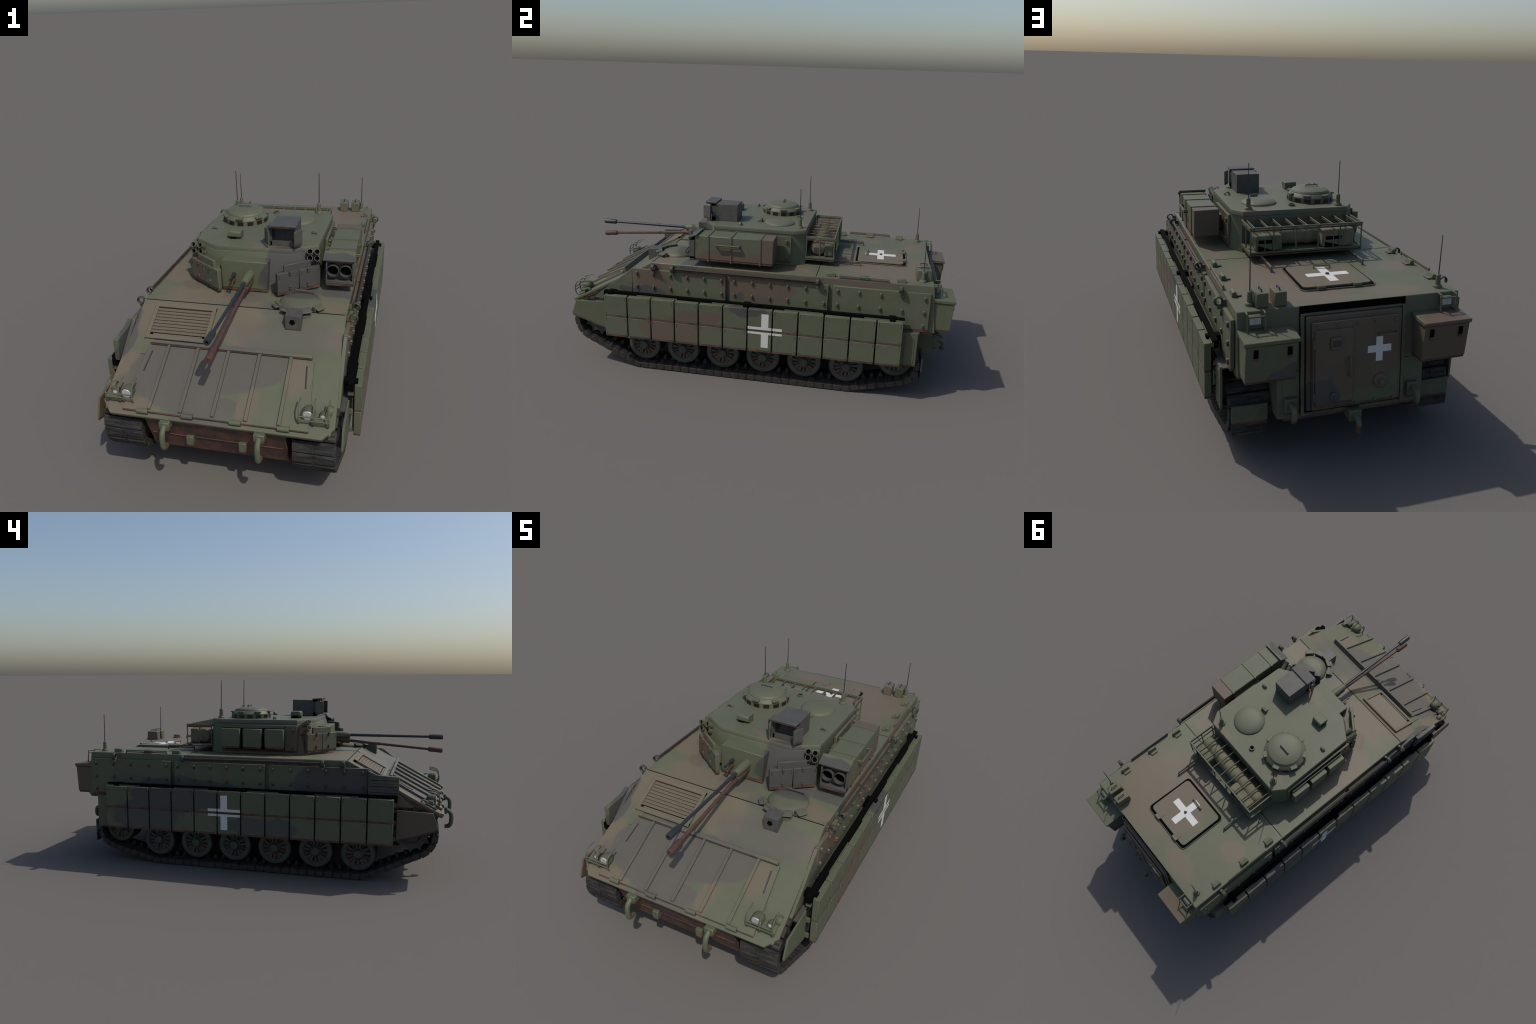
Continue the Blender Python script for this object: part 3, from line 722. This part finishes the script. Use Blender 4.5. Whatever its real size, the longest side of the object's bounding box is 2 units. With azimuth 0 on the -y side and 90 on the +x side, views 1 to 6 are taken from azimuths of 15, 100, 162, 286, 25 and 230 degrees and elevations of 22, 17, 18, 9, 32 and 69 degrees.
# ------------------------------------------------------------------ turret
def sym(pts): return [(x, y) for x, y in pts] + [(-x, y) for x, y in pts[::-1]]
TOP = sym([(.162, -.287), (.268, -.216), (.2745, .188), (.236, .246)])
BOT = sym([(.165, -.343), (.282, -.262), (.2795, .187), (.240, .252)])
def between(t): return [(a[0] + (b[0] - a[0]) * t, a[1] + (b[1] - a[1]) * t) for a, b in zip(BOT, TOP)]
M = Mesh(); M.loft([[(x, y, .5805) for x, y in BOT], [(x, y, .739) for x, y in between(.90)]])
turret = add("turret", M, bevel=.002)
big = [(x * 1.010, y * 1.010) for x, y in TOP]
M = Mesh(); M.loft([[(x, y, .7385) for x, y in big], [(x, y, .752) for x, y in big], [(x, y, .7585) for x, y in [(x * 1.002, y * 1.002) for x, y in TOP]]])
add("turret_roof", M, M_ROOF, parent=turret, bevel=.001)
M = Mesh(); M.rings([(.235, .5795), (.235, .584)], (0, -.04, 0), (0, 0, 1), 48); add("turret_ring", M, M_BLACK, turret)

def tadd(name, M, mats=None, bevel=0, **k): return add(name, M, mats, turret, bevel, **k)
# mantlet, cannon, coaxial gun; a reddish copy droops beneath each, repeating a mesh fault
M = Mesh(); M.box(-.124, .077, -.358, -.300, .598, .719); M.lip(-.124, .077, -.358, -.300, .598, .013); tadd("mantlet", M, CR, bevel=.002)
M = Mesh(); M.rings([(.001, 0), (.0185, .0), (.0195, .03), (.0190, .062), (.0165, .082), (.0155, .106), (.0135, .109), (.001, .109)], (0, -.345, .664), (0, -1, 0), 24); tadd("barrel_collar", M, smooth=40)
M = Mesh(); M.rings([(.001, .09), (.0078, .09), (.0075, .26), (.0090, .261), (.0090, .266), (.0073, .267), (.0066, .518), (.0120, .522), (.0132, .528), (.0132, .584), (.0120, .590), (.006, .590), (.006, .57), (.001, .57)], (0, -.345, .664), (0, -1, 0), 18)
tadd("gun_barrel", M, M_STEEL)
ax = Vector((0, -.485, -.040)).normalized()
M = Mesh(); M.rings([(.001, 0), (.0165, .0), (.0180, .03), (.0175, .062), (.0150, .082), (.0145, .106), (.0125, .109), (.001, .109)], (0, -.343, .642), ax, 24); tadd("barrel_collar", M, M_RED_COPY, smooth=40)
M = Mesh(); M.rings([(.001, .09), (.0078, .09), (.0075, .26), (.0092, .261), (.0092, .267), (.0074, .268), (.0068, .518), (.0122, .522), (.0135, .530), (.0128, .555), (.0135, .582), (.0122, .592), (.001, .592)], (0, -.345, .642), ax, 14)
tadd("gun_barrel", M, M_RED_COPY)
M = Mesh(); M.rings([(.001, 0), (.009, 0), (.009, .014), (.0045, .016), (.0040, .058), (.0055, .060), (.0055, .068), (.001, .068)], (-.067, -.357, .661), (0, -1, 0), 10); tadd("machine_gun", M, M_STEEL)
M = Mesh(); M.rings([(.001, 0), (.009, 0), (.009, .014), (.0045, .016), (.0040, .042), (.0065, .044), (.0065, .054), (.001, .054)], (-.069, -.356, .638), (0, -1, -.28), 10); tadd("machine_gun", M, M_RED_COPY)

for sx in SIDES:
    a, b = Vector((.128, -.399)), Vector((.286, -.276)); d = (b - a).normalized(); n = Vector((-d.y, d.x)); L = (b - a).length
    f = lambda t, o=0.0: (lambda p: (sx * p.x, p.y))(a + d * t + n * o)
    for t0, t1 in ((0, L * .5 - .0012), (L * .5 + .0012, L)):
        M = Mesh(); M.prism_z([f(t0), f(t1), f(t1, .020), f(t0, .020)], .603, .689); M.mi = 1; M.prism_z([f(t0, .0015), f(t1, .0015), f(t1, .0185), f(t0, .0185)], .592, .604); pl = tadd("cheek_armour", M, CR, bevel=.0015)
    M = Mesh(); t0, t1 = L * .17, L * .79
    M.prism_z([f(t0, .006), f(t1, .006), f(t1, .018), f(t0, .018)], .660, .720); tadd("cheek_plate", M, bevel=.002)
    M = Mesh(); M.prism_z([f(.03, .018), f(L - .02, .018), f(L - .02, .055), f(.03, .055)], .625, .675); tadd("armour_bracket", M)
    M = Mesh(); ang = math.atan2(-n.y, -n.x * sx)
    for t in (L * .28, L * .70):
        for z, o in ((.690, .0), (.625, .0)):
            p = f(t, o); M.rings([(.0052, 0), (.0052, .006), (.001, .008)], (p[0], p[1], z), (-n.x * sx, -n.y, 0), 8)
            q = Vector((p[0], p[1], z)); M.mi = 1; M.rings([(.0050, 0), (.0050, .005), (.001, .007)], q + Vector((0, 0, -.0105)), (-n.x * sx, -n.y, 0), 8); M.mi = 0
    tadd("armour_bolt", M, CR, kind="stuff")
    M = Mesh()
    for t in (.008, L * .5 - .010, L * .5 + .010, L - .008):
        for z in (.676, .668, .608):
            p = f(t); M.rings([(.0016, 0), (.0016, .001)], (p[0], p[1], z), (-n.x * sx, -n.y, 0), 5)
    tadd("plate_screw", M, M_BLACK, kind="stuff", smooth=0)
    # smoke dischargers
    ax = Vector((sx * .22, -.80, .50)).normalized()
    for x, z in ((.242, .751), (.2725, .752), (.242, .721), (.2725, .7215)):
        mz = Vector((sx * x, -.279, z))
        M = Mesh(); M.rings([(.001, -.060), (.0125, -.060), (.0125, .0), (.0100, .0), (.0100, -.018), (.001, -.018)], mz, ax, 14); M.mi = 1; M.rings([(.001, -.056), (.0118, -.056), (.0118, -.008), (.001, -.008)], mz + Vector((0, .004, -.009)), ax, 12); sm = tadd("smoke_discharger", M, CR)
        M = Mesh(); M.rings([(.0097, -.0175), (.0097, -.012)], mz, ax, 14); tadd("discharger_disc", M, M_BLACK)  # black disc added inside the tube to darken it
    M = Mesh(); M.box(sx * .235, sx * .276, -.262, -.228, .690, .728); tadd("discharger_mount", M)
    # side plate
    M = Mesh(); y0 = -.222 if sx < 0 else -.07
    M.prism_x([(y0, .731), (y0, .603), (.182, .603), (.182, .731)], sx * .276, sx * .288); M.lip(sx * .276, sx * .288, y0, .182, .603, .009); tadd("turret_side_plate", M, CR, bevel=.0015)
    for y in ((-.201,) if sx < 0 else (.160, -.03)):
        for z in (.709, .625): put("bolt", bolt_me, turret, loc=(sx * .288, y, z), rot=(0, 0, 0 if sx > 0 else PI))
    M = Mesh(); M.torus((sx * .231, -.090, .760), (0, 1, 0), .0115, .0040, 16, 6, -PI * .6, PI * .6, 1.6); tadd("lifting_eye", M)
    antenna(sx * .206, .211, .758, .958, turret)

M = Mesh(); M.box(-.288, -.2985, -.158, .165, .606, .727); tadd("block_rack", M, M_BLACK)
M = Mesh(); M.box(-.2975, -.301, -.158, .165, .717, .727); tadd("block_rail", M)
blk = Mesh(); blk.box(-.0145, .0145, -.0490, .0490, -.0465, .0465); blk.lip(-.0145, .0145, -.049, .049, -.0465, .009); blk_me = blk.mesh("side_block", CR)
for y in (.122, .0065, -.1095): put("armour_block", blk_me, turret, loc=(-.312, y, .6665), bevel=.002)

# missile launcher box on the right
M = Mesh(); M.box(.312, .424, -.274, .116, .622, .741); M.lip(.312, .424, -.274, .116, .622, .010); tow = tadd("missile_box", M, CR, bevel=.003)
M = Mesh()
M.box(.311, .317, -.300, -.274, .615, .735); M.box(.420, .426, -.300, -.274, .615, .735); M.box(.311, .426, -.301, -.274, .622, .634); M.mi = 1; M.box(.312, .425, -.300, -.275, .612, .622); M.box(.311, .426, -.300, -.288, .716, .722); M.mi = 0; M.box(.311, .426, -.290, -.274, .716, .736)
add("missile_box_frame", M, [M_DARK, M_UNDERSIDE], turret, .001)
M = Mesh(); M.prism_x([(-.306, .723), (-.306, .729), (-.258, .752), (-.258, .744)], .300, .431); add("missile_box_visor", M, None, turret, .001)
for x in (.3405, .3935):
    M = Mesh(); M.rings([(.0255, 0), (.0255, .034), (.0235, .034), (.0235, .008), (.001, .008)], (x, -.270, .6795), (0, -1, 0), 20); add("missile_tube", M, None, turret)
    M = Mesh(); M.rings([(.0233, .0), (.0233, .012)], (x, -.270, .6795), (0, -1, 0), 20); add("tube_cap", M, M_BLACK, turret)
for y in (-.205, -.091, .053):
    M = Mesh(); M.box(.3085, .4275, y - .0035, y + .0035, .6115, .7445); add("box_strap", M, None, turret)
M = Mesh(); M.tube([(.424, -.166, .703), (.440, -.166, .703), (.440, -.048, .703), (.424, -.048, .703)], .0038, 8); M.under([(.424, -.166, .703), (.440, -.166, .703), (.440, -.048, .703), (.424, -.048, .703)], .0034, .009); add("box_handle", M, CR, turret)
M = Mesh(); M.box(.280, .316, -.11, .05, .64, .70); add("missile_mount", M, None, turret)

# commander's panoramic sight
M = Mesh(); M.box(.067, .177, -.236, -.1195, .758, .8475); sg = tadd("sight_housing", M, M_DARK, bevel=.0015)
M = Mesh(); M.box(.067, .075, -.256, -.236, .760, .8475); M.box(.169, .177, -.256, -.236, .760, .8475); M.box(.067, .177, -.256, -.236, .838, .8475); M.box(.067, .177, -.256, -.236, .760, .779); tadd("sight_frame", M, M_DARK)
M = Mesh(); M.box(.075, .169, -.2365, -.240, .779, .838); tadd("sight_glass", M, M_GLASS)
M = Mesh(); M.prism_x([(-.287, .853), (-.287, .859), (-.232, .855), (-.232, .848)], .060, .184); M.mi = 1; M.prism_x([(-.285, .847), (-.285, .852), (-.262, .850), (-.262, .845)], .062, .182); tadd("sight_visor", M, [M_DARK, M_UNDERSIDE], bevel=.001)
for a, b in (((.201, -.254), (.177, -.296)), ((.043, -.254), (.067, -.296))):
    M = Mesh(); M.slab(a, b, .007, .779, .839); M.mi = 1; M.slab(a, b, .006, .771, .780); tadd("sight_door", M, [M_DARK, M_UNDERSIDE], bevel=.001)
M = Mesh()
for x in (.066, .178): M.cyl((x, -.262, .765), (x, -.262, .842), .004, n=8)
tadd("door_hinge", M, M_DARK)
# gunner's small sight box
M = Mesh(); M.prism_x([(-.207, .770), (-.207, .789), (-.200, .7945), (-.158, .7945), (-.153, .789), (-.153, .7585), (-.190, .7585)], -.134, -.076); g2 = tadd("gunner_sight", M, bevel=.0025)
M = Mesh(); M.box(-.1345, -.1355, -.196, -.160, .761, .773); M.box(-.126, -.100, -.2045, -.194, .7595, .768); tadd("sight_slot_plate", M, M_BLACK)  # black plates added on the housing in place of cut slots

# commander's cupola
cc = (-.124, .068)
M = Mesh(); M.rings([(.104, .757), (.104, .782), (.098, .790), (.090, .797), (.0885, .797), (.0885, .7995), (.083, .807), (.065, .8145), (.035, .8175), (.001, .8185)], (cc[0], cc[1], 0), (0, 0, 1), 48)
cup = tadd("cupola", M, M_ROOF, smooth=25)
M = Mesh(); M.tube([(-.156, .0755, .816), (-.156, .0755, .8265), (-.100, .0755, .8265), (-.100, .0755, .816)], .0034, 8); add("cupola_handle", M, None, turret)
for i in range(14):
    a = 2 * PI * (i + .5) / 14; d = Vector((math.cos(a), math.sin(a))); t = Vector((-d.y, d.x)); c = Vector(cc) + d * .1025
    M = Mesh(); M.prism_z([tuple(c - t * .014), tuple(c + d * .0030 - t * .0135), tuple(c + d * .0030 + t * .0135), tuple(c + t * .014)], .7605, .7775); add("cupola_window", M, M_WINDOW, turret)
for i in range(7):
    a = math.radians(-92 + 360 / 7 * i); d = Vector((math.cos(a), math.sin(a))); t = Vector((-d.y, d.x)); c = Vector(cc) + d * .098
    M = Mesh(); q = [c - d * .006 - t * .0165, c + d * .013 - t * .0165, c + d * .013 + t * .0165, c - d * .006 + t * .0165]
    M.loft([[(p.x, p.y, z) for p in q] for z in (.7895, .7955)]); q = [c - d * .004 - t * .013, c + d * .006 - t * .013, c + d * .006 + t * .013, c - d * .004 + t * .013]; M.prism_z([tuple(p) for p in q], .780, .790); add("cupola_periscope", M, None, turret, .001)
# gunner's domed hatch, periscope, vent
M = Mesh(); M.rings([(.0795, .7575), (.0795, .7615), (.074, .767), (.055, .773), (.03, .7762), (.001, .777)], (.128, .0945, 0), (0, 0, 1), 40); tadd("gunner_hatch", M, M_ROOF, smooth=50)
M = Mesh(); M.prism_x([(-.010, .758), (-.010, .768), (-.002, .778), (.004, .778), (.004, .758)], .108, .142); M.prism_x([(-.022, .763), (-.022, .766), (-.010, .766), (-.010, .763)], .112, .138); tadd("gunner_periscope", M, bevel=.001)
M = Mesh(); M.rings([(.0145, .7575), (.0145, .7685), (.0105, .7685), (.0105, .7620), (.001, .7620)], (.001, .180, 0), (0, 0, 1), 10); tadd("vent", M)
M = Mesh(); M.rings([(.0102, .7615), (.0102, .7655)], (.001, .180, 0), (0, 0, 1), 5); tadd("vent_disc", M, M_BLACK)  # black disc set in the top to darken the hollow

# ------------------------------------------------------------------ stowage basket
X, Y0, Y1, Z0, Z1 = .247, .250, .396, .617, .727
M = Mesh()
for z, h in ((Z1 - .004, .004), (Z0 + .003, .004)):
    M.box(-X, X, Y1 - .006, Y1, z - h, z + h)
    for sx in SIDES: M.box(sx * (X - .006), sx * X, Y0, Y1 - .006, z - h, z + h)
M.box(-X + .006, X - .006, Y0, Y1 - .006, Z0 + .001, Z0 + .004)
M.mi = 1
for z in (Z1 - .014, Z0 - .007): M.box(-X + .001, X - .001, Y1 - .005, Y1 - .0005, z - .003, z + .003); M.box(X - .005, X - .0005, Y0, Y1 - .006, z - .003, z + .003); M.box(-X + .0005, -X + .005, Y0, Y1 - .006, z - .003, z + .003)
basket = tadd("stowage_basket", M, CR)
rod = Mesh(); rod.cyl((0, 0, 0), (0, 0, Z1 - Z0 - .008), .0032, n=8); rod_me = rod.mesh("basket_post", M_CAMO)
for i in range(6):
    put("basket_post", rod_me, turret, loc=(-X + .004 + (2 * X - .008) * i / 5, Y1 - .003, Z0 + .004))
for sx in SIDES:
    for y in (Y0 + .004, .322): put("basket_post", rod_me, turret, loc=(sx * (X - .003), y, Z0 + .004))
rod = Mesh(); rod.cyl((0, Y0 - .015, Z1 - .003), (0, Y1 - .004, Z1 - .003), .0026, n=8); rod.mi = 1; rod.cyl((0, Y0 - .015, Z1 - .010), (0, Y1 - .006, Z1 - .010), .0022, n=8); bar_me = rod.mesh("basket_bar", CR)
for i in range(9): put("basket_bar", bar_me, turret, loc=(-.225 + .45 * i / 8, 0, 0))
M = Mesh(); pr = [(.001, 0), (.030, 0)]
ns = 8; Lr = .43
for i in range(ns):
    a = Lr * i / ns; s_ = Lr / ns
    pr += [(.0345 + .001 * (i % 2), a + .006), (.0385 - .0015 * (i % 3), a + s_ * .35), (.0385 - .0015 * (i % 3), a + s_ * .7), (.0345, a + s_ - .004)]
pr += [(.030, Lr), (.001, Lr)]
M.rings([(r * 1.05 if r > .01 else r, h) for r, h in pr], (-.215, .310, .664), (1, 0, 0), 20); tadd("canvas_roll", M, M_CANVAS, smooth=60)
for x0, x1, y0, z1, m in ((.106, .220, .340, .690, M_GREEN), (-.212, -.070, .338, .701, M_CANVAS)):
    M = Mesh(); M.box(x0, x1, y0, .389, .6225, z1); bg_ = tadd("pack", M, m, bevel=.009, seg=3)
    M = Mesh(); w = x1 - x0
    M.box(x0 + w * .40, x0 + w * .90, .3885, .3897, .656, .671); M.loft([[(x0 + w * a, y, z) for a, z in ((.92, .626), (.92, .648), (.45, .630), (.45, .626))] for y in (.3885, .3897)]); tadd("pack_pocket", M, M_BLACK)
    M = Mesh()
    for k in (.33, .66): M.box(x0 + w * k - .002, x0 + w * k + .002, y0 - .001, .3902, .622, z1 + .001)
    tadd("pack_strap", M, M_CANVAS)
